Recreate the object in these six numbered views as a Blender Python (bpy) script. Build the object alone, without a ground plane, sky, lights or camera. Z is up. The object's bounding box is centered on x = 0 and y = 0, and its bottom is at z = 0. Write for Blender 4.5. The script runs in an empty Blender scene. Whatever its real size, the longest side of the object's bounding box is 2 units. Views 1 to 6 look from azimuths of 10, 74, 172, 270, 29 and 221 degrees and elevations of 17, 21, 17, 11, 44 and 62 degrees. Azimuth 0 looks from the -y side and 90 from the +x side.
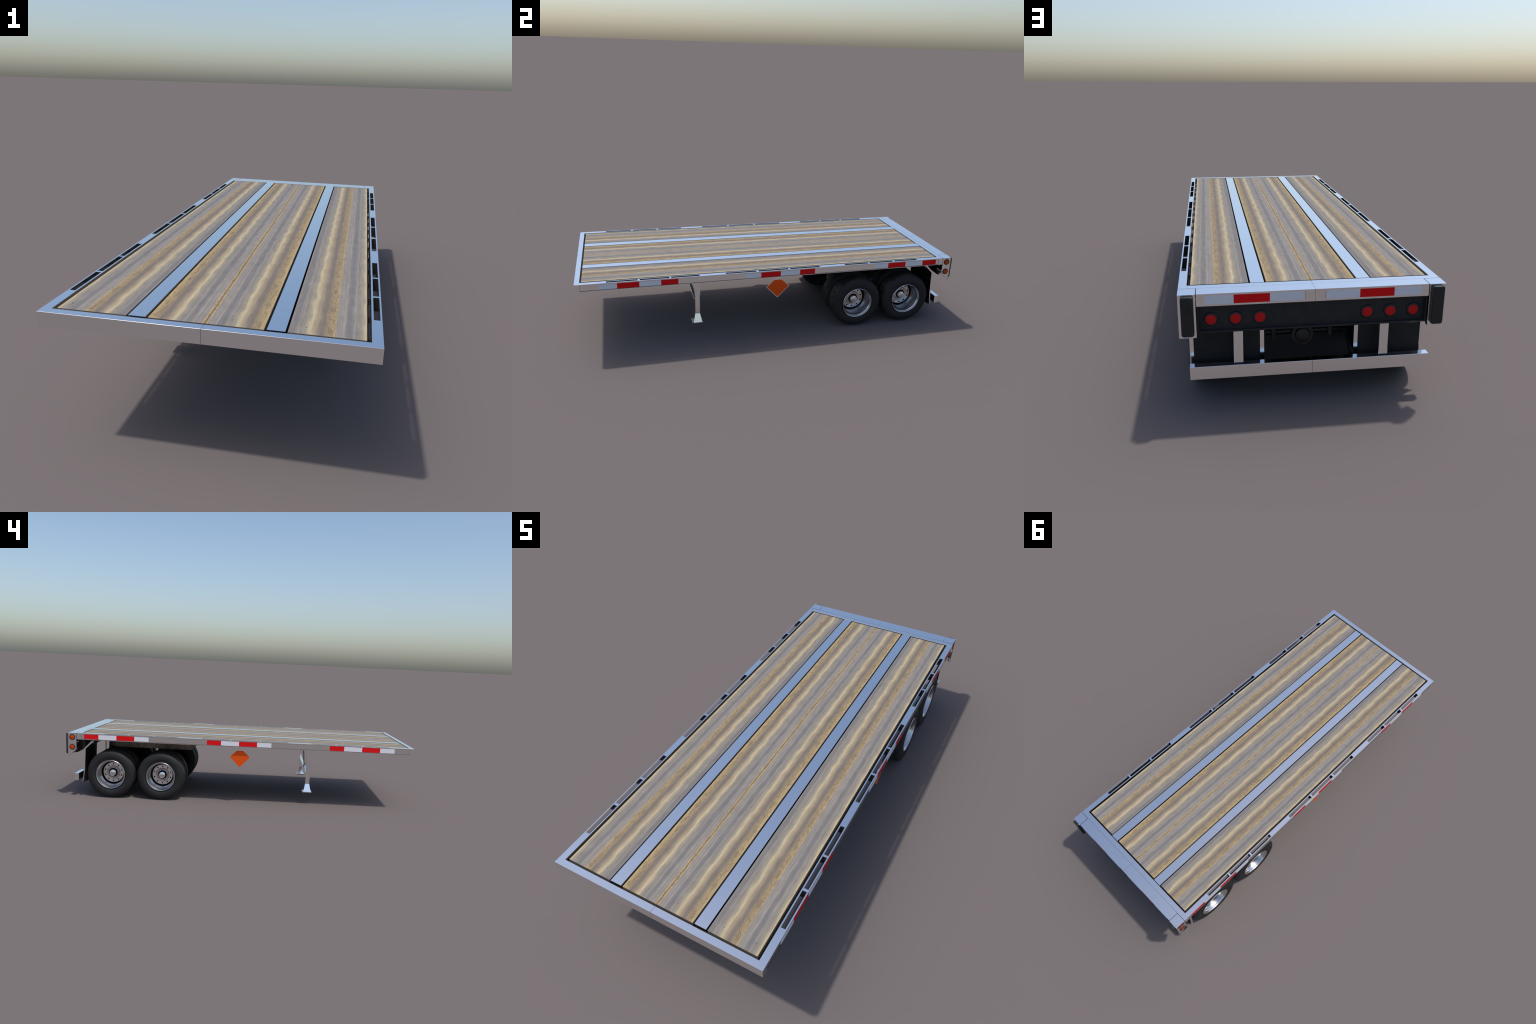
# Flatbed semi-trailer: chrome perimeter frame, weathered plank deck, tandem dual wheels.
# Frame of reference: y runs along the trailer (front at -1, rear at +1), x across, z up. Metres.
import bpy, bmesh, math, random
from mathutils import Vector, Matrix

random.seed(7)
scene = bpy.context.scene
COL = scene.collection

# ----------------------------------------------------------------- materials
class Nodes:
    """Small helper that wires shader nodes by expression."""
    def __init__(self, name):
        self.mat = bpy.data.materials.new(name)
        self.mat.use_nodes = True
        self.t = self.mat.node_tree
        self.t.nodes.clear()
        self.out = self.t.nodes.new('ShaderNodeOutputMaterial')
        self.bsdf = self.t.nodes.new('ShaderNodeBsdfPrincipled')
        self.t.links.new(self.bsdf.outputs[0], self.out.inputs[0])
    def link(self, a, b):
        self.t.links.new(a, b)
    def put(self, sock, v):
        if hasattr(v, 'is_output'):
            self.link(v, sock)
        elif isinstance(v, (tuple, list)):
            sock.default_value = tuple(v) + ((1.0,) if len(v) == 3 and sock.type == 'RGBA' else ())
        else:
            sock.default_value = v
    def math(self, op, a, b=0.0, c=0.0):
        n = self.t.nodes.new('ShaderNodeMath'); n.operation = op
        for i, v in enumerate((a, b, c)):
            self.put(n.inputs[i], v)
        return n.outputs[0]
    def ramp(self, fac, stops, interp='LINEAR'):
        n = self.t.nodes.new('ShaderNodeValToRGB'); n.color_ramp.interpolation = interp
        e = n.color_ramp.elements
        while len(e) < len(stops):
            e.new(0.5)
        for el, (p, c) in zip(e, stops):
            el.position = p
            el.color = tuple(c) + (1.0,) if isinstance(c, (tuple, list)) else (c, c, c, 1.0)
        self.link(fac, n.inputs[0])
        return n.outputs[0]
    def coord(self):
        return self.t.nodes.new('ShaderNodeTexCoord').outputs['Object']
    def xyz(self, v):
        n = self.t.nodes.new('ShaderNodeSeparateXYZ'); self.link(v, n.inputs[0]); return n.outputs
    def vec(self, x, y, z):
        n = self.t.nodes.new('ShaderNodeCombineXYZ')
        for i, v in enumerate((x, y, z)):
            self.put(n.inputs[i], v)
        return n.outputs[0]
    def mapped(self, v, scale):
        n = self.t.nodes.new('ShaderNodeMapping'); n.inputs['Scale'].default_value = scale
        self.link(v, n.inputs[0]); return n.outputs[0]
    def noise(self, v, scale, detail=3.0, rough=0.55):
        n = self.t.nodes.new('ShaderNodeTexNoise')
        n.inputs['Scale'].default_value = scale; n.inputs['Detail'].default_value = detail
        n.inputs['Roughness'].default_value = rough
        self.link(v, n.inputs['Vector']); return n.outputs[0]
    def mix(self, fac, a, b, blend='MIX'):
        n = self.t.nodes.new('ShaderNodeMix'); n.data_type = 'RGBA'; n.blend_type = blend
        self.put(n.inputs[0], fac); self.put(n.inputs[6], a); self.put(n.inputs[7], b)
        return n.outputs[2]
    def bump(self, h, strength, dist):
        n = self.t.nodes.new('ShaderNodeBump')
        n.inputs['Strength'].default_value = strength; n.inputs['Distance'].default_value = dist
        self.link(h, n.inputs['Height']); self.link(n.outputs[0], self.bsdf.inputs['Normal'])
    def set(self, **k):
        for key, v in k.items():
            self.put(self.bsdf.inputs[key.replace('_', ' ')], v)
        return self

def srgb(r, g, b):
    f = lambda c: (c / 255) / 12.92 if c <= 10 else ((c / 255 + 0.055) / 1.055) ** 2.4
    return f(r), f(g), f(b)

def polished_metal():
    m = Nodes('polished_metal')
    c = m.coord()
    speck = m.noise(c, 420.0, 2.0)
    m.set(Metallic=1.0,
          Base_Color=m.ramp(speck, [(0.26, (0.82, 0.82, 0.82)), (0.36, (0.955, 0.955, 0.955)), (1.0, (0.97, 0.97, 0.97))]),
          Roughness=m.ramp(m.noise(c, 60.0, 2.0), [(0.3, 0.12), (0.7, 0.15)]))
    return m.mat

def wheel_metal():
    m = Nodes('wheel_metal')
    x, y, z = m.xyz(m.coord())         # wheels are modelled about their own axle: radius from the axis
    r = m.math('SQRT', m.math('ADD', m.math('MULTIPLY', y, y), m.math('MULTIPLY', z, z)))
    tone = m.ramp(m.math('MULTIPLY', r, 10.0), [(0.0, (0.80, 0.79, 0.79)), (0.615, (0.80, 0.79, 0.79)), (0.645, (0.30, 0.30, 0.30)),
                  (0.70, (0.44, 0.43, 0.43)), (0.75, (0.58, 0.57, 0.57)), (0.80, (0.68, 0.67, 0.67)), (0.86, (0.62, 0.61, 0.61))])
    m.set(Metallic=1.0, Base_Color=tone, Roughness=0.24)
    return m.mat

def black_paint(name='black_paint', base=(0.013, 0.013, 0.014), rough=0.55):
    m = Nodes(name)
    n = m.noise(m.coord(), 38.0, 5.0, 0.6)
    m.set(Base_Color=m.ramp(n, [(0.3, base), (0.75, tuple(v * 1.8 for v in base))]), Roughness=rough)
    m.bsdf.inputs['Specular IOR Level'].default_value = 0.35
    return m.mat

def rusty_black():
    m = Nodes('rusty_black_steel')
    c = m.coord()
    n = m.noise(c, 45.0, 6.0, 0.65)
    k = m.noise(c, 170.0, 3.0)
    base = m.ramp(n, [(0.3, (0.035, 0.028, 0.024)), (0.55, (0.075, 0.058, 0.048)), (0.72, (0.12, 0.075, 0.05))])
    m.set(Base_Color=m.mix(m.ramp(k, [(0.6, 0.0), (0.75, 0.35)]), base, (0.12, 0.055, 0.025)), Roughness=0.55)
    return m.mat

def rubber():
    m = Nodes('tyre_rubber')
    c = m.coord()
    dust = m.noise(c, 22.0, 6.0, 0.65)
    fine = m.noise(m.mapped(c, (1, 1, 0.25)), 160.0, 3.0)
    col = m.ramp(dust, [(0.38, (0.0120, 0.0120, 0.0123)), (0.52, (0.021, 0.021, 0.0205)), (0.64, (0.075, 0.075, 0.066))])
    geo = m.t.nodes.new('ShaderNodeNewGeometry')
    nx = m.math('ABSOLUTE', m.xyz(geo.outputs['Normal'])[0])
    tread = m.ramp(nx, [(0.30, 1.0), (0.75, 0.0)])            # road dust sits on the tread, the sidewalls stay even
    col = m.mix(tread, (0.0165, 0.0165, 0.0168), col)
    m.set(Base_Color=m.mix(0.35, col, m.ramp(fine, [(0.3, (0.010, 0.010, 0.0105)), (0.8, (0.028, 0.028, 0.028))])), Roughness=0.62)
    m.bsdf.inputs['Specular IOR Level'].default_value = 0.3
    m.bump(fine, 0.25, 0.001)
    return m.mat

def plain(name, col, rough=0.5, spec=0.5, grid=False):
    m = Nodes(name)
    c = m.coord()
    n = m.noise(c, 120.0, 2.0)
    a = tuple(v * 0.95 for v in col)
    colour = m.ramp(n, [(0.3, a), (0.7, col)])
    if grid:      # woven prism pattern of the reflective foil
        x = m.xyz(c)
        gx = m.math('FRACT', m.math('MULTIPLY', m.math('ADD', x[1], x[0]), 260.0))
        gz = m.math('FRACT', m.math('MULTIPLY', x[2], 260.0))
        g = m.math('MAXIMUM', m.math('GREATER_THAN', gx, 0.82), m.math('GREATER_THAN', gz, 0.82))
        colour = m.mix(m.math('MULTIPLY', g, 0.10), colour, tuple(v * 0.6 for v in col))
    m.set(Base_Color=colour, Roughness=rough)
    m.bsdf.inputs['Specular IOR Level'].default_value = spec
    return m.mat

PERIOD, TILE = 0.12554, 0.122     # repeat of the board pattern along and across the deck
def weathered_wood(name, offset):
    """Stripes across the board: s runs outward from a sharp gold edge through mauve, grey,
    cream, brown and back to knotty gold; the cream vein wanders with the pattern's repeat."""
    m = Nodes(name)
    c = m.coord()
    x, y, z = m.xyz(c)
    ax = m.math('ABSOLUTE', x)
    s = m.math('FRACT', m.math('ADD', m.math('MINIMUM', m.math('DIVIDE', m.math('SUBTRACT', ax, offset), TILE), 0.995), 4.0))
    ph = m.math('FRACT', m.math('ADD', m.math('DIVIDE', m.math('ADD', y, 0.9430), PERIOD), 20.5))   # knots at 0.5
    wob = m.ramp(ph, [(0.0, 0.80), (0.10, 1.0), (0.25, 0.72), (0.50, 0.30), (0.72, 0.0), (0.92, 0.15), (1.0, 0.80)], 'EASE')
    mask = m.ramp(s, [(0.02, 0.0), (0.30, 0.35), (0.48, 1.0), (0.62, 1.0), (0.85, 0.0)], 'EASE')
    jitter = m.math('MULTIPLY', m.math('SUBTRACT', m.noise(m.mapped(c, (110.0, 14.0, 1.0)), 1.0, 4.0), 0.5), 0.05)
    inside = m.ramp(s, [(0.0, 0.0), (0.06, 1.0), (0.93, 1.0), (1.0, 0.0)])
    sw = m.math('SUBTRACT', s, m.math('MULTIPLY', m.math('MULTIPLY', wob, mask), 0.031))
    sw = m.math('ADD', sw, m.math('MULTIPLY', jitter, inside))
    def W(r, g, b):           # sun-bleached: a little paler and greyer than fresh timber
        grey = 0.3 * r + 0.55 * g + 0.15 * b
        return tuple(v * 0.87 for v in srgb(*(141 + 0.87 * (c + 0.14 * (grey - c) - 141) for c in (r, g, b))))
    col = m.ramp(sw, [
        (0.00, W(144, 135, 126)), (0.07, W(150, 140, 131)), (0.125, W(138, 132, 125)), (0.150, W(162, 150, 131)),
        (0.175, W(135, 128, 123)), (0.215, W(124, 119, 117)), (0.275, W(122, 118, 117)), (0.310, W(138, 131, 123)),
        (0.345, W(152, 142, 125)), (0.37, W(137, 129, 122)), (0.43, W(150, 140, 122)), (0.475, W(166, 150, 121)), (0.52, W(200, 180, 140)),
        (0.555, W(194, 173, 132)), (0.60, W(172, 151, 115)), (0.65, W(158, 138, 110)), (0.70, W(133, 117, 101)),
        (0.76, W(122, 109, 97)), (0.80, W(134, 117, 99)), (0.845, W(156, 133, 98)), (0.88, W(166, 140, 97)),
        (0.95, W(172, 145, 98)), (1.0, W(190, 160, 106))])
    # fibre grain
    grain = m.noise(m.mapped(c, (650.0, 22.0, 100.0)), 1.0, 4.0, 0.6)
    col = m.mix(0.75, col, m.ramp(grain, [(0.32, (0.80, 0.80, 0.80)), (0.5, (1.0, 1.0, 1.0)), (0.70, (1.20, 1.19, 1.17))]), 'MULTIPLY')
    band = m.noise(m.mapped(c, (300.0, 3.0, 40.0)), 1.0, 3.0, 0.6)
    col = m.mix(0.8, col, m.ramp(band, [(0.34, (0.90, 0.90, 0.90)), (0.5, (1.0, 1.0, 1.0)), (0.66, (1.11, 1.10, 1.08))]), 'MULTIPLY')
    blot = m.noise(m.mapped(c, (45.0, 24.0, 40.0)), 1.0, 3.0)
    col = m.mix(0.6, col, m.ramp(blot, [(0.36, (0.91, 0.91, 0.91)), (0.64, (1.09, 1.08, 1.07))]), 'MULTIPLY')
    # knots: two nested rings, one large knot per repeat, small specks between
    dx = m.math('MULTIPLY', m.math('SUBTRACT', s, 0.905), TILE)
    dy = m.math('MULTIPLY', m.math('SUBTRACT', ph, 0.5), PERIOD)
    skew = m.math('ADD', dx, m.math('MULTIPLY', dy, 0.10))
    wobx = m.math('MULTIPLY', m.math('SUBTRACT', m.noise(m.mapped(c, (180.0, 60.0, 1.0)), 1.0, 2.0), 0.5), 0.9)
    d = m.math('SQRT', m.math('ADD', m.math('POWER', m.math('DIVIDE', skew, 0.0043), 2.0), m.math('POWER', m.math('DIVIDE', dy, 0.0135), 2.0)))
    dn = m.math('ADD', d, m.math('MULTIPLY', wobx, 0.9))
    ring = m.ramp(m.math('MULTIPLY', dn, 0.4), [(0.0, 0.10), (0.12, 0.50), (0.20, 0.10), (0.30, 0.12), (0.38, 0.75), (0.47, 0.05), (0.60, 0.0)])
    golden = m.ramp(s, [(0.80, 0.0), (0.86, 1.0), (0.985, 1.0), (1.0, 0.3)])
    col = m.mix(m.math('MULTIPLY', ring, golden), col, W(104, 92, 76))
    spk = m.noise(m.mapped(c, (210.0, 75.0, 1.0)), 1.0, 3.0)
    col = m.mix(m.math('MULTIPLY', m.ramp(spk, [(0.48, 0.0), (0.62, 0.60)]), golden), col, W(118, 102, 80))
    # boards are coloured darker on their sides and below
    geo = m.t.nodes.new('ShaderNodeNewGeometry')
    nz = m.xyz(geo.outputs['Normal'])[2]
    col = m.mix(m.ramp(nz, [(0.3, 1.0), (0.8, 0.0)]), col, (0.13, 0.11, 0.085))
    m.set(Base_Color=col, Roughness=0.62)
    m.bsdf.inputs['Specular IOR Level'].default_value = 0.15
    m.bump(grain, 0.12, 0.0006)
    return m.mat

METAL = polished_metal()
WHEEL = wheel_metal()
BLACK = black_paint()
RUBBER_PAD = black_paint('black_rubber', (0.014, 0.0145, 0.015), 0.42)
GLOSS = black_paint('gloss_black', (0.012, 0.012, 0.013), 0.28)
FLAP = black_paint('mud_flap_rubber', (0.0085, 0.0085, 0.009), 0.6)
def scuffed_steel():
    m = Nodes('scuffed_dark_steel')
    n = m.noise(m.coord(), 45.0, 6.0, 0.65)
    m.set(Metallic=1.0, Roughness=0.42,
          Base_Color=m.ramp(n, [(0.30, (0.10, 0.085, 0.075)), (0.52, (0.19, 0.155, 0.135)), (0.66, (0.28, 0.20, 0.155)), (0.75, (0.36, 0.21, 0.13))]))
    return m.mat
SCUFFED = scuffed_steel()
RUST = rusty_black()
TYRE = rubber()
DARK = plain('dark_void', (0.004, 0.004, 0.004), 0.8, 0.1)
RED = plain('red_reflective_foil', (0.70, 0.0105, 0.012), 0.5, 0.08)
WHITE = plain('white_reflective_foil', (0.74, 0.74, 0.78), 0.5, 0.4, grid=True)
LENS_RED = plain('red_lens', (0.56, 0.013, 0.014), 0.5, 0.12)
LENS_AMBER = plain('amber_lens', (0.54, 0.060, 0.003), 0.5, 0.12)
ORANGE = plain('orange_paint', (0.74, 0.090, 0.009), 0.5, 0.10)
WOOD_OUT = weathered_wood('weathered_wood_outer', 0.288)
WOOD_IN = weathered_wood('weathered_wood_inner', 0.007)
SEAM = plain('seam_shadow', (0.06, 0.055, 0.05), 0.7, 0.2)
POCKET = plain('pocket_near_black', (0.016, 0.012, 0.011), 0.7, 0.2)
GAP = plain('gap_dark_brown', (0.022, 0.017, 0.013), 0.8, 0.1)  # blackish brown for the deck gaps and floor pan
def dull_steel():
    m = Nodes('screw_steel')
    m.set(Metallic=1.0, Base_Color=(0.20, 0.22, 0.30), Roughness=0.35)
    return m.mat
SCREW = dull_steel()

# ----------------------------------------------------------------- geometry helpers
def add(name, me, mat, parent=None, bevel=0.0, smooth=None, seg=1):
    if mat is not None and not me.materials:
        me.materials.append(mat)
    o = bpy.data.objects.new(name, me)
    COL.objects.link(o)
    o.parent = parent
    if bevel:
        b = o.modifiers.new('edge', 'BEVEL')
        b.width = bevel; b.segments = seg; b.limit_method = 'ANGLE'; b.angle_limit = math.radians(35)
        b.harden_normals = False
    if smooth:
        me.shade_smooth()
        me.set_sharp_from_angle(angle=math.radians(smooth))
    return o

def finish(bm, name):
    bmesh.ops.recalc_face_normals(bm, faces=bm.faces)
    me = bpy.data.meshes.new(name)
    bm.to_mesh(me); bm.free()
    return me

def bm_box(bm, x0, x1, y0, y1, z0, z1):
    v = [bm.verts.new((x, y, z)) for x in (x0, x1) for y in (y0, y1) for z in (z0, z1)]
    for f in ((0, 1, 3, 2), (4, 6, 7, 5), (0, 4, 5, 1), (2, 3, 7, 6), (0, 2, 6, 4), (1, 5, 7, 3)):
        bm.faces.new([v[i] for i in f])

def boxes(name, *bs):
    bm = bmesh.new()
    for b in bs:
        bm_box(bm, *b)
    return finish(bm, name)

def cell_solid(name, xs, ys, zs, keep):
    """Solid made of the grid cells for which keep(x, y, z) at the cell centre is true."""
    bm = bmesh.new(); vs = {}
    def V(i, j, k):
        if (i, j, k) not in vs:
            vs[i, j, k] = bm.verts.new((xs[i], ys[j], zs[k]))
        return vs[i, j, k]
    n = (len(xs) - 1, len(ys) - 1, len(zs) - 1)
    mid = lambda a, i: 0.5 * (a[i] + a[i + 1])
    K = {(i, j, k) for i in range(n[0]) for j in range(n[1]) for k in range(n[2]) if keep(mid(xs, i), mid(ys, j), mid(zs, k))}
    for i, j, k in K:
        for d, q in (((1, 0, 0), ((1, 0, 0), (1, 1, 0), (1, 1, 1), (1, 0, 1))), ((-1, 0, 0), ((0, 0, 0), (0, 0, 1), (0, 1, 1), (0, 1, 0))),
                     ((0, 1, 0), ((0, 1, 0), (0, 1, 1), (1, 1, 1), (1, 1, 0))), ((0, -1, 0), ((0, 0, 0), (1, 0, 0), (1, 0, 1), (0, 0, 1))),
                     ((0, 0, 1), ((0, 0, 1), (1, 0, 1), (1, 1, 1), (0, 1, 1))), ((0, 0, -1), ((0, 0, 0), (0, 1, 0), (1, 1, 0), (1, 0, 0)))):
            if (i + d[0], j + d[1], k + d[2]) not in K:
                bm.faces.new([V(i + a, j + b, k + c) for a, b, c in q])
    bmesh.ops.dissolve_limit(bm, angle_limit=math.radians(1), verts=bm.verts, edges=bm.edges)
    return finish(bm, name)

def prism(name, outline, axis, a, b, inset=None):
    """Extrude a closed 2D outline along an axis ('x': outline is (y,z); 'y': (x,z); 'z': (x,y))."""
    def P(u, v, w):
        return {'x': (w, u, v), 'y': (u, w, v), 'z': (u, v, w)}[axis]
    bm = bmesh.new()
    r0 = [bm.verts.new(P(u, v, a)) for u, v in outline]
    r1 = [bm.verts.new(P(u, v, b)) for u, v in outline]
    n = len(outline)
    for i in range(n):
        bm.faces.new((r0[i], r0[(i + 1) % n], r1[(i + 1) % n], r1[i]))
    bm.faces.new(r0); cap = bm.faces.new(r1)
    if inset:                   # sunk panel inside a raised border
        bmesh.ops.recalc_face_normals(bm, faces=bm.faces)
        bmesh.ops.inset_region(bm, faces=[cap], thickness=inset[0], depth=0.0)
        for f in bmesh.ops.inset_region(bm, faces=[cap], thickness=inset[1] * 1.0, depth=-inset[1])['faces']:
            f.material_index = 1
    return finish(bm, name)

def lathe(name, profile, axis='x', steps=64, closed=False, centre=(0, 0, 0)):
    """Turn (along-axis, radius) points about an axis through centre."""
    bm = bmesh.new(); rings = []
    for h, r in profile:
        ring = []
        for i in range(steps if r > 1e-6 else 1):
            t = 2 * math.pi * i / steps
            c, s = r * math.cos(t), r * math.sin(t)
            p = {'x': (h, c, s), 'y': (c, h, s), 'z': (c, s, h)}[axis]
            ring.append(bm.verts.new(Vector(p) + Vector(centre)))
        rings.append(ring)
    pairs = list(zip(rings, rings[1:])) + ([(rings[-1], rings[0])] if closed else [])
    for a, b in pairs:
        for i in range(steps):
            j = (i + 1) % steps
            if len(a) == 1 and len(b) == 1:
                continue
            if len(a) == 1:
                bm.faces.new((a[0], b[j], b[i]))
            elif len(b) == 1:
                bm.faces.new((a[i], a[j], b[0]))
            else:
                bm.faces.new((a[i], a[j], b[j], b[i]))
    return finish(bm, name)

def rod(name, p, q, r, steps=16):
    p, q = Vector(p), Vector(q)
    bm = bmesh.new()
    L = (q - p).length
    M = Matrix.Translation((p + q) / 2) @ (q - p).to_track_quat('Z', 'Y').to_matrix().to_4x4()
    bmesh.ops.create_cone(bm, cap_ends=True, segments=steps, radius1=r, radius2=r, depth=L, matrix=M)
    return finish(bm, name)

def mirrored(me, name=None):
    m = me.copy(); m.name = name or me.name
    m.transform(Matrix.Scale(-1, 4, (1, 0, 0))); m.flip_normals()
    return m

def both(name, me, mat, parent=None, **k):
    """The part on the +x side and its mirror image on the -x side."""
    o = add(name, me, mat, parent, **k)
    p = add(name, mirrored(me), mat, parent if not isinstance(parent, (list, tuple)) else parent[1], **k)
    return o, p

# ----------------------------------------------------------------- the trailer
root = bpy.data.objects.new('flatbed_trailer', None)
COL.objects.link(root)
root.empty_display_size = 0.2
root['label'] = 'flatbed semi-trailer with weathered plank deck and polished metal frame'
root['category'] = 'flatbed trailer'

TOP, BOT = 0.376, 0.339           # frame top and bottom
HX = 0.391                        # half width
SLOTS = [(-0.8555, -0.7095), (-0.6995, -0.5595), (-0.5505, -0.4115), (-0.2805, -0.1235), (-0.1130, 0.0455),
         (0.0548, 0.216), (0.357, 0.4905), (0.4995, 0.6345), (0.6435, 0.778)]   # stake pockets along each rail

# perimeter frame: two halves meeting at a centre seam
ys = sorted({-1.0, -0.9765, -0.9745, 0.9105, 0.9115, 0.9355} | {v for s in SLOTS for v in s})
def frame_cell(x, y, z):
    if x < 0.3665:
        return y < -0.9765 or y > 0.9115
    web = -0.9745 < y < 0.9105 and 0.3415 < z < 0.3715
    if web and x > 0.3897:
        return False
    if 0.3713 < x < 0.3866 and any(a < y < b for a, b in SLOTS):
        return False
    return True
frame = cell_solid('frame', [0.0004, 0.3665, 0.3713, 0.3866, 0.3897, HX], ys, [BOT, 0.3415, 0.3715, TOP], frame_cell)
frame.materials.append(METAL); frame.materials.append(POCKET)
for p in frame.polygons:          # the end walls of the stake pockets are coloured near-black
    c, n = p.center, p.normal
    if abs(n.y) > 0.5 and 0.3711 < c.x < 0.3868 and any(a - 1e-4 < c.y < b + 1e-4 for a, b in SLOTS):
        p.material_index = 1
weight = frame.attributes.new('bevel_weight_edge', 'FLOAT', 'EDGE')
for e in frame.edges:             # only the upper arrises are eased
    p, q = (frame.vertices[i].co for i in e.vertices)
    if p.z > TOP - 1e-4 and q.z > TOP - 1e-4 and not (max(p.x, q.x) > 0.3711 and min(p.x, q.x) < 0.3868 and -0.96 < p.y < 0.9):
        weight.data[e.index].value = 1.0
for o in both('deck_frame', frame, METAL, root, bevel=0.0002):
    o.modifiers['edge'].limit_method = 'WEIGHT'
# dark lines along the edges of the recessed web
both('web_dark_line', boxes('dark_line', (0.3890, 0.39085, -0.9745, 0.9105, 0.3414, 0.3430), (0.3890, 0.38995, -0.9745, 0.9105, 0.3708, 0.3715),
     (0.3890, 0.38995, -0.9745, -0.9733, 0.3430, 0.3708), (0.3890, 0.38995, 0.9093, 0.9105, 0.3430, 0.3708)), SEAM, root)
# thin dark line where the two halves meet, and along the rear joint
add('frame_seam', boxes('seam', (-0.0004, 0.0004, -0.9992, -0.9772, BOT + 0.001, TOP - 0.0008), (-0.0004, 0.0004, 0.9122, 0.9842, BOT + 0.001, TOP - 0.0008),
                        (-0.389, 0.389, 0.9355, 0.9365, 0.345, TOP - 0.0009)), SEAM, root)

# rear beam
beam = boxes('beam', (0.0004, 0.3395, 0.9365, 0.985, BOT, TOP))
both('rear_beam', beam, METAL, root)

# wooden planks with gaps round them, two metal floor strips between
PY0, PY1 = -0.9685, 0.9045
def plank(x0, x1):
    return boxes('plank', (x0, x1, PY0, PY1, 0.356, TOP - 0.0004))
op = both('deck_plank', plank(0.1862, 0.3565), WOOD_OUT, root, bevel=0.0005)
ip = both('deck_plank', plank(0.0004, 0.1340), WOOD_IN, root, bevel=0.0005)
both('floor_strip', boxes('strip', (0.1400, 0.1812, PY0, PY1 + 0.004, 0.370, TOP)), METAL, root)
add('plank_joint', boxes('joint', (-0.0004, 0.0004, PY0 + 0.001, PY1 - 0.001, 0.357, TOP - 0.0012)), GAP, root)
# floor pan closing the gaps from below
add('floor_pan', boxes('pan', (-0.3605, 0.3605, -0.9755, 0.9105, 0.3495, 0.3555)), GAP, root)

# screws
dome = lathe('screw', [(0.0, 0.0021), (0.0007, 0.0019), (0.0012, 0.0012), (0.0014, 0.0)], 'z', 12)
for k in range(5):
    y = -0.9355 + 0.45155 * k
    for x in (-0.3345, -0.279, -0.2235, -0.0555, 0.0, 0.0555, 0.2235, 0.279, 0.3345):
        par = (op if abs(x) > 0.15 else ip)[0 if x >= 0 else 1]
        s = add('screw', dome, SCREW, par, smooth=60)
        s.location = (x, y, TOP - 0.0006)

# underside: cross-members and two longitudinal beams
member = boxes('member', (-0.3655, 0.3655, -0.004, 0.004, 0.337, 0.349), (-0.3655, 0.3655, -0.010, 0.010, 0.335, 0.337))
for k in range(15):
    c = add('cross_member', member, RUST, root)
    c.location = (0, -0.90 + 0.1257 * k, 0)
both('main_beam', boxes('mb', (0.126, 0.131, -0.82, 0.90, 0.320, 0.3345), (0.112, 0.145, -0.82, 0.90, 0.3165, 0.320)), RUST, root)

# reflective tape on the side rails: white, red, white, red in three groups
TAPE = [(-0.889, -0.806, -0.703, -0.600, -0.517), (-0.183, -0.1005, 0.003, 0.106, 0.188), (0.522, 0.605, 0.708, 0.811, 0.894)]
for group in TAPE:
    for i in range(4):
        t = boxes('tape', (0.3890, 0.3903, group[i] , group[i + 1] - 0.0002, 0.3437, 0.3702))
        both('reflective_tape', t, RED if i % 2 else WHITE, root)
# and on the rear beam
for sgn in (1, -1):
    for a, b, m in ((0.317, 0.2345, WHITE), (0.2345, 0.1315, RED), (0.1315, 0.0305, WHITE), (0.0305, 0.0296, RED)):
        x0, x1 = sorted((sgn * a, sgn * b))
        add('reflective_tape', boxes('tape', (x0 + 0.0001, x1 - 0.0001, 0.9848, 0.9856, 0.3447, 0.3705)), m, root)

# ------------------------------------------------ rear light panel
panel = cell_solid('panel', [-0.3385, -0.3335, 0.3335, 0.3385], [0.950, 0.970, 0.9825], [0.2555, 0.2610, 0.334, 0.3388],
                   lambda x, y, z: y < 0.970 or abs(x) > 0.3335 or z < 0.2610 or z > 0.334)
light_panel = add('light_panel', panel, BLACK, root, bevel=0.0008)
ring = lathe('grommet', [(0.9695, 0.0212), (0.9712, 0.0212), (0.9735, 0.0195), (0.9748, 0.0170), (0.9745, 0.0152), (0.9715, 0.0150)], 'y', 40)
lens = lathe('lens', [(0.9705, 0.0155), (0.9742, 0.0153), (0.9752, 0.0135), (0.9758, 0.0)], 'y', 40)
for sgn in (1, -1):
    for x in (0.159, 0.2295, 0.300):
        g = add('tail_light', ring, RUBBER_PAD, light_panel, smooth=40)
        g.location = (sgn * x, 0, 0.293)
        l = add('red_lens', lens, LENS_RED, g, smooth=40)

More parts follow.
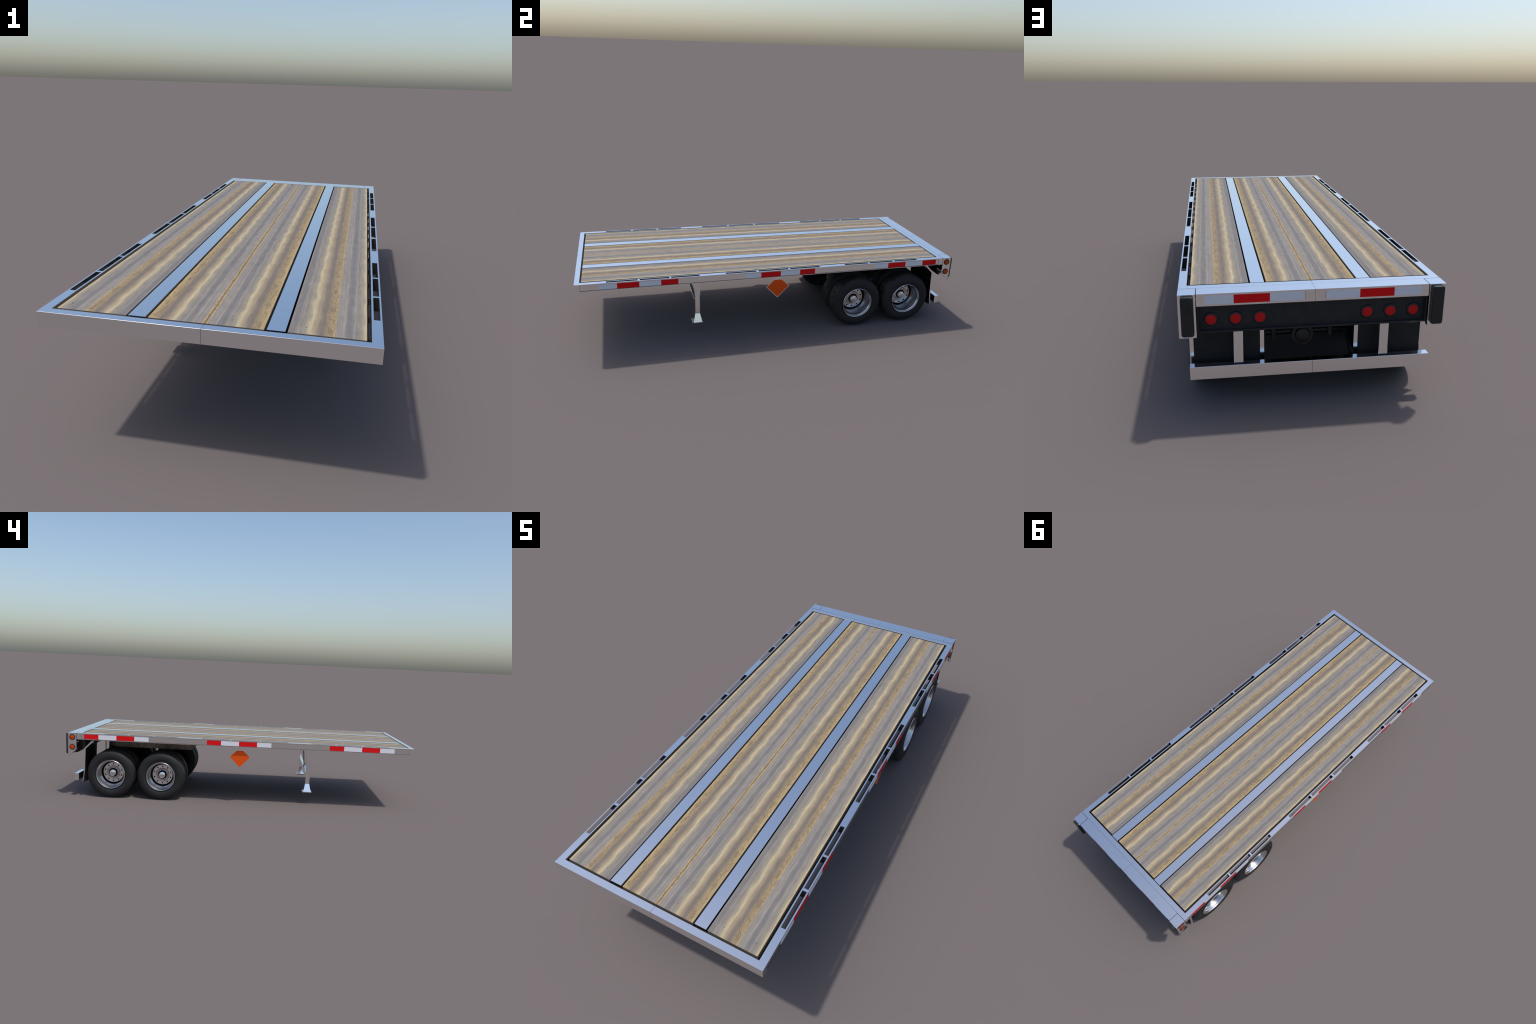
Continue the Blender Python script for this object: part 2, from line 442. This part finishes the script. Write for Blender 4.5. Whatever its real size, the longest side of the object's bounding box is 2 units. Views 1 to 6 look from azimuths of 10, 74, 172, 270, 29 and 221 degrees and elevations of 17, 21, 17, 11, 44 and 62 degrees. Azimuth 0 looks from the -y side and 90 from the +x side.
# ------------------------------------------------ corner lamp housings
SIDE = [(0.9375, TOP), (0.987, TOP), (0.987, 0.2445), (0.9745, 0.2445), (0.9375, 0.2835)]
outer = prism('outer', SIDE, 'x', 0.3880, HX, inset=(0.0024, 0.0011))
outer.materials.append(METAL); outer.materials.append(SEAM)
inner = prism('inner', [(y, z - (0.0025 if z > 0.3 else 0)) for y, z in SIDE], 'x', 0.3415, 0.3438)
rest = boxes('rest', (0.3438, 0.3880, 0.9850, 0.987, 0.2445, TOP), (0.3415, 0.3880, 0.9375, 0.9850, 0.3740, TOP))
rib = boxes('rib', (0.3438, 0.3880, 0.9450, 0.985, 0.318, 0.321), (0.3438, 0.388, 0.955, 0.985, 0.285, 0.2875))
pads = []
def rounded_rect(w, h, r, n=6):
    pts = []
    for cx, cy, a0 in ((w / 2 - r, h / 2 - r, 0), (-w / 2 + r, h / 2 - r, 90), (-w / 2 + r, -h / 2 + r, 180), (w / 2 - r, -h / 2 + r, 270)):
        for k in range(n + 1):
            a = math.radians(a0 + 90 * k / n)
            pts.append((cx + r * math.cos(a), cy + r * math.sin(a)))
    return pts
pad = prism('pad', [(u + 0.3655, v + 0.3125) for u, v in rounded_rect(0.0362, 0.1195, 0.0075)], 'y', 0.9865, 1.0)
ring2 = lathe('ring', [(0.0, 0.0170), (0.0018, 0.0168), (0.0028, 0.0152), (0.0030, 0.0124), (0.0010, 0.0122)], 'x', 36)
disc2 = lathe('disc', [(0.0004, 0.0126), (0.0024, 0.0125), (0.0030, 0.0110), (0.0034, 0.0)], 'x', 36)
for sgn in (1, -1):
    f = (lambda m: m) if sgn > 0 else mirrored
    h = add('lamp_housing', f(outer), METAL, root)
    for nm, me in (('housing_plate', inner), ('housing_plate', rest), ('housing_plate', rib)):
        add(nm, f(me), METAL, h)
    add('dock_bumper_pad', f(pad), RUBBER_PAD, h, bevel=0.0030, seg=3, smooth=50)
    for z in (0.3515, 0.2950):
        r = add('side_marker', f(ring2), RUBBER_PAD, h, smooth=40)
        r.location = (sgn * (HX - 0.0012), 0.9618, z)
        add('amber_lens', f(disc2), LENS_AMBER, h, smooth=40).location = (sgn * (HX - 0.0012), 0.9618, z)

# ------------------------------------------------ underride bumper and its posts
BX = 0.367
def channel_cell(x, y, z):
    return y > 0.956 or z > 0.1335 or z < 0.0970 or x > 0.3645
bumper = cell_solid('bumper', [0.0003, 0.3645, BX], [0.9345, 0.956, 0.959], [0.0945, 0.0970, 0.1335, 0.1360], channel_cell)
bump = both('rear_bumper', bumper, METAL, root, bevel=0.0006)
add('bumper_seam', boxes('seam', (-0.0003, 0.0003, 0.935, 0.9584, 0.095, 0.1355)), SEAM, root)
post = boxes('post', (0.2080, 0.2360, 0.9372, 0.9505, 0.0972, 0.338))
both('bumper_shadow_fill', boxes('shadow_fill', (0.0004, 0.3640, 0.9375, 0.9555, 0.0975, 0.1330)), BLACK, root)  # black block modelled as the shadow inside the channel
foot_shadow = boxes('contact_shade', (0.2065, 0.2375, 0.9360, 0.9575, 0.1360, 0.1363), (0.2073, 0.2367, 0.9366, 0.9512, 0.1363, 0.1380))  # thin black plates draw the contact shadow at each post foot
for me in (foot_shadow, mirrored(foot_shadow)):
    add('post_contact_shadow', me, BLACK, root)
for o, me in zip(bump, (post, mirrored(post))):
    add('bumper_post', me, METAL, o, bevel=0.0006)

# ------------------------------------------------ mud flaps with chrome edge strips
def swept_strip(name, x0, x1, front, back):
    """Strip between two side-view polylines (y, z) of equal length, between x0 and x1."""
    bm = bmesh.new(); rows = []
    for (ya, za), (yb, zb) in zip(front, back):
        rows.append([bm.verts.new(p) for p in ((x0, ya, za), (x1, ya, za), (x1, yb, zb), (x0, yb, zb))])
    for a, b in zip(rows, rows[1:]):
        for i in range(4):
            bm.faces.new((a[i], a[(i + 1) % 4], b[(i + 1) % 4], b[i]))
    bm.faces.new(rows[0]); bm.faces.new(rows[-1])
    return finish(bm, name)
zs_flap = [0.0835, 0.095, 0.110, 0.125, 0.140, 0.152, 0.165, 0.19, 0.283]
back_y = lambda z: 0.9035 + 0.0085 * max(0.0, (0.165 - z) / 0.08) ** 1.5
strip_back = [(back_y(z), z) for z in zs_flap] + [(0.8580, 0.3300)]
strip_front = [(back_y(z) - 0.0025 - 0.0085 * (z - 0.0835) / 0.2, z) for z in zs_flap] + [(0.8485, 0.3265)]
sheet_back = [(y - 0.0012, z) for y, z in strip_back]
sheet_front = [(y - 0.0038, z) for y, z in sheet_back]
sheet = swept_strip('sheet', 0.1525, 0.3560, sheet_front, sheet_back)
edge_o = swept_strip('edge', 0.3550, 0.3672, strip_front, strip_back)
edge_i = swept_strip('edge', 0.1410, 0.1535, strip_front, strip_back)
weight = boxes('weight', (0.1535, 0.3550, 0.9005, 0.9062, 0.0850, 0.0985))
mount = boxes('mount', (0.1410, 0.3672, 0.8470, 0.8500, 0.3180, 0.3385))
for sgn in (1, -1):
    f = (lambda m: m) if sgn > 0 else mirrored
    fl = add('mud_flap', f(sheet), FLAP, root, smooth=30)
    for e in (edge_o, edge_i):
        add('flap_edge', f(e), METAL, fl, smooth=30)
    add('flap_weight', f(weight), BLACK, fl, bevel=0.0006)
    add('flap_mount', f(mount), METAL, fl)

# ------------------------------------------------ wheels
R = 0.139
def tyre_profile(xc, hw):
    """Closed cross-section of a tyre centred on xc with half width hw."""
    p = [(0.62, 0.0840), (0.84, 0.0870), (0.97, 0.0980), (1.0, 0.1090), (0.965, 0.1205), (0.88, 0.1300), (0.74, 0.1362), (0.58, 0.1384), (0.30, R)]
    right = [(xc + hw * a, r) for a, r in p]
    left = [(xc - hw * a, r) for a, r in reversed(p)]
    return right + [(xc, R)] + left
RIM = [(0.285, 0.0835), (0.366, 0.0850), (0.3700, 0.0848), (0.3718, 0.0832), (0.3708, 0.0812), (0.3680, 0.0800), (0.3655, 0.0792),
       (0.3635, 0.0768), (0.3600, 0.0756), (0.3555, 0.0752), (0.3530, 0.0735), (0.3450, 0.0718), (0.3300, 0.0690), (0.3120, 0.0676),
       (0.2960, 0.0672), (0.2880, 0.0655), (0.2880, 0.0640), (0.2930, 0.0628), (0.2985, 0.0615), (0.3010, 0.0595),
       (0.3010, 0.0400), (0.3002, 0.0392), (0.3002, 0.0386), (0.3035, 0.0376), (0.3052, 0.0360), (0.3052, 0.0330), (0.3035, 0.0318), (0.3035, 0.0300),
       (0.3055, 0.0290), (0.3055, 0.0266), (0.3030, 0.0258), (0.2860, 0.0256), (0.2860, 0.0)]
CAP = [(0.280, 0.0195), (0.316, 0.0192), (0.3205, 0.0180), (0.3222, 0.0150), (0.3228, 0.0)]
tyre_out = lathe('tyre', tyre_profile(0.3285, 0.0440), 'x', 96)
tyre_in = lathe('tyre', tyre_profile(0.2220, 0.0440), 'x', 96)
rim_me = lathe('rim', RIM, 'x', 96)
rim_in = lathe('rim_inner', [(0.180, 0.0845), (0.176, 0.0835), (0.180, 0.0780), (0.230, 0.0720), (0.285, 0.0700), (0.285, 0.03), (0.25, 0.028), (0.25, 0.0)], 'x', 64)
cap_me = lathe('cap', CAP, 'x', 48)
bm = bmesh.new()
for k in range(10):
    t = math.radians(90 + 36 * k)
    bmesh.ops.create_cone(bm, cap_ends=True, segments=14, radius1=0.0041, radius2=0.0041, depth=0.003,
                          matrix=Matrix.Translation((0.3003, 0.050 * math.cos(t), 0.050 * math.sin(t))) @ Matrix.Rotation(math.pi / 2, 4, 'Y'))
holes_me = finish(bm, 'holes')
WY = (0.4545, 0.7475)
ring_bm = [lathe('dark_ring', [(x, r0), (x + 0.0004, r0), (x + 0.0004, r1), (x, r1)], 'x', 64, closed=True) for x, r0, r1 in  # flat dark rings laid in the hub recesses
           ((0.3002, 0.0384, 0.0400), (0.3036, 0.0298, 0.0312), (0.2862, 0.0185, 0.0262), (0.2880, 0.0622, 0.0672))]
bm = bmesh.new()
for g in ring_bm:
    bm.from_mesh(g)
dark_ring_me = finish(bm, 'dark_ring')
side_meshes = {1: [tyre_out, tyre_in, rim_me, rim_in, cap_me, holes_me, dark_ring_me]}
side_meshes[-1] = [mirrored(m) for m in side_meshes[1]]
for sgn in (1, -1):
    to, ti, rm, ri, cp, hl, gr = side_meshes[sgn]
    for y in WY:
        w = add('wheel', rm, WHEEL, root, smooth=35); w.location = (0, y, R)
        add('tyre', to, TYRE, w, smooth=45)
        add('tyre', ti, TYRE, w, smooth=45)
        add('inner_rim', ri, BLACK, w, smooth=35)
        add('hub_cap', cp, WHEEL, w, smooth=35)
        add('bolt_hole', hl, DARK, w)
        add('hub_dark_ring', gr, DARK, w)

# ------------------------------------------------ axles, differential, suspension
for y in WY:
    ax = add('axle', rod('axle', (-0.29, y, R), (0.29, y, R), 0.0125, 24), GLOSS, root, smooth=40)
    for sgn in (1, -1):
        add('axle_bracket', boxes('bracket', (sgn * 0.096 - 0.0065, sgn * 0.096 + 0.0065, y - 0.022, y + 0.022, R - 0.017, R + 0.035)), RUST, ax, bevel=0.001)
        add('air_spring', lathe('bag', [(0.165, 0.020), (0.170, 0.028), (0.190, 0.032), (0.205, 0.029), (0.220, 0.032), (0.240, 0.028), (0.268, 0.022)], 'z', 24, centre=(sgn * 0.137, y + 0.035, 0)), RUBBER_PAD, ax, smooth=50)
        add('suspension_arm', boxes('arm', (sgn * 0.137 - 0.012, sgn * 0.137 + 0.012, y - 0.06, y + 0.06, 0.150, 0.166)), BLACK, ax, bevel=0.001)
    d = add('axle_housing', lathe('diff', [(y - 0.035, 0.0), (y - 0.033, 0.018), (y - 0.02, 0.030), (y + 0.026, 0.036), (y + 0.0265, 0.0365), (y + 0.0325, 0.0365), (y + 0.033, 0.0282), (y + 0.029, 0.0275), (y + 0.029, 0.0252), (y + 0.040, 0.0235), (y + 0.043, 0.019), (y + 0.0445, 0.0)], 'y', 40, centre=(0, 0, R - 0.001)), RUST, ax, smooth=35)

# sliding sub-frame rails above the wheels, sloped at the front
RAIL = [(0.272, 0.3015), (0.302, 0.2715), (0.775, 0.2715), (0.775, 0.3145), (0.259, 0.3145)]
rail = prism('rail', RAIL, 'x', 0.128, 0.1500)
both('slider_rail', rail, SCUFFED, root, bevel=0.0008)
lipm = boxes('lip', (0.1500, 0.1580, 0.304, 0.773, 0.2715, 0.2745))
both('slider_rail_lip', lipm, SCUFFED, root)
add('sub_frame_brace', boxes('sb', *[(-0.128, 0.128, y - 0.008, y + 0.008, 0.284, 0.310) for y in (0.32, 0.52, 0.60, 0.755)]), RUST, root)

# ------------------------------------------------ landing gear
LY = -0.4107
leg = boxes('leg', (0.2600, 0.2885, LY - 0.0143, LY + 0.0143, 0.2235, 0.3385))
leg_low = boxes('low', (0.2625, 0.2860, LY - 0.0122, LY + 0.0122, 0.118, 0.2235))
def frustum(name, x, y, a0, b0, z0, a1, b1, z1):
    bm = bmesh.new()
    q = [[bm.verts.new((x + sx * a, y + sy * b, z)) for sx, sy in ((-1, -1), (1, -1), (1, 1), (-1, 1))] for a, b, z in ((a0, b0, z0), (a1, b1, z1))]
    for i in range(4):
        bm.faces.new((q[0][i], q[0][(i + 1) % 4], q[1][(i + 1) % 4], q[1][i]))
    bm.faces.new(q[0]); bm.faces.new(q[1])
    return finish(bm, name)
foot = frustum('foot', 0.2742, LY, 0.0248, 0.0228, 0.0745, 0.0118, 0.0122, 0.121)
plate = boxes('plate', (0.2462, 0.2990, LY - 0.0278, LY + 0.0278, 0.0700, 0.0745))
for sgn in (1, -1):
    f = (lambda m: m) if sgn > 0 else mirrored
    L = add('landing_leg', f(leg), METAL, root, bevel=0.0005)
    add('leg_tube', f(leg_low), METAL, L, bevel=0.0005)
    add('leg_foot', f(foot), METAL, L, bevel=0.0004)
    add('foot_plate', f(plate), METAL, L, bevel=0.0005)
    add('leg_brace', f(rod('brace', (0.262, LY, 0.245), (0.262 - 0.10, LY, 0.336), 0.004, 12)), METAL, L, smooth=40)
cross = add('leg_cross_bar', boxes('bar', (-0.262, 0.262, LY - 0.0075, LY + 0.0075, 0.1420, 0.1760)), METAL, root, bevel=0.0005)
add('crank_shaft', rod('shaft', (0, LY + 0.002, 0.176), (0, LY + 0.014, 0.338), 0.0028, 12), BLACK, cross, smooth=40)
add('crank_shaft', rod('shaft', (0, LY + 0.0085, 0.178), (-0.012, LY - 0.006, 0.196), 0.0022, 10), BLACK, cross, smooth=40)

# ------------------------------------------------ orange diamond placards
DIA = [(-0.0045, 0.2140), (0.0575, 0.2775), (0.0160, 0.3175), (-0.0250, 0.3175), (-0.0665, 0.2775)]
def shrunk(pts, f):
    c = Vector((-0.0045, 0.2765))
    return [tuple(c + (Vector(p) - c) * f) for p in pts]
board = prism('board', DIA, 'x', 0.3683, 0.3700)
face = prism('face', [(y, min(z, 0.3168)) for y, z in shrunk(DIA, 0.935)], 'x', 0.3695, 0.3707)
tab = boxes('tab', (0.3683, 0.3700, -0.0215, 0.0130, 0.3175, 0.3395))
for sgn in (1, -1):
    f = (lambda m: m) if sgn > 0 else mirrored
    b = add('placard', f(board), METAL, root, bevel=0.0003)
    add('placard_face', f(face), ORANGE, b)
    add('placard_tab', f(tab), METAL, b)
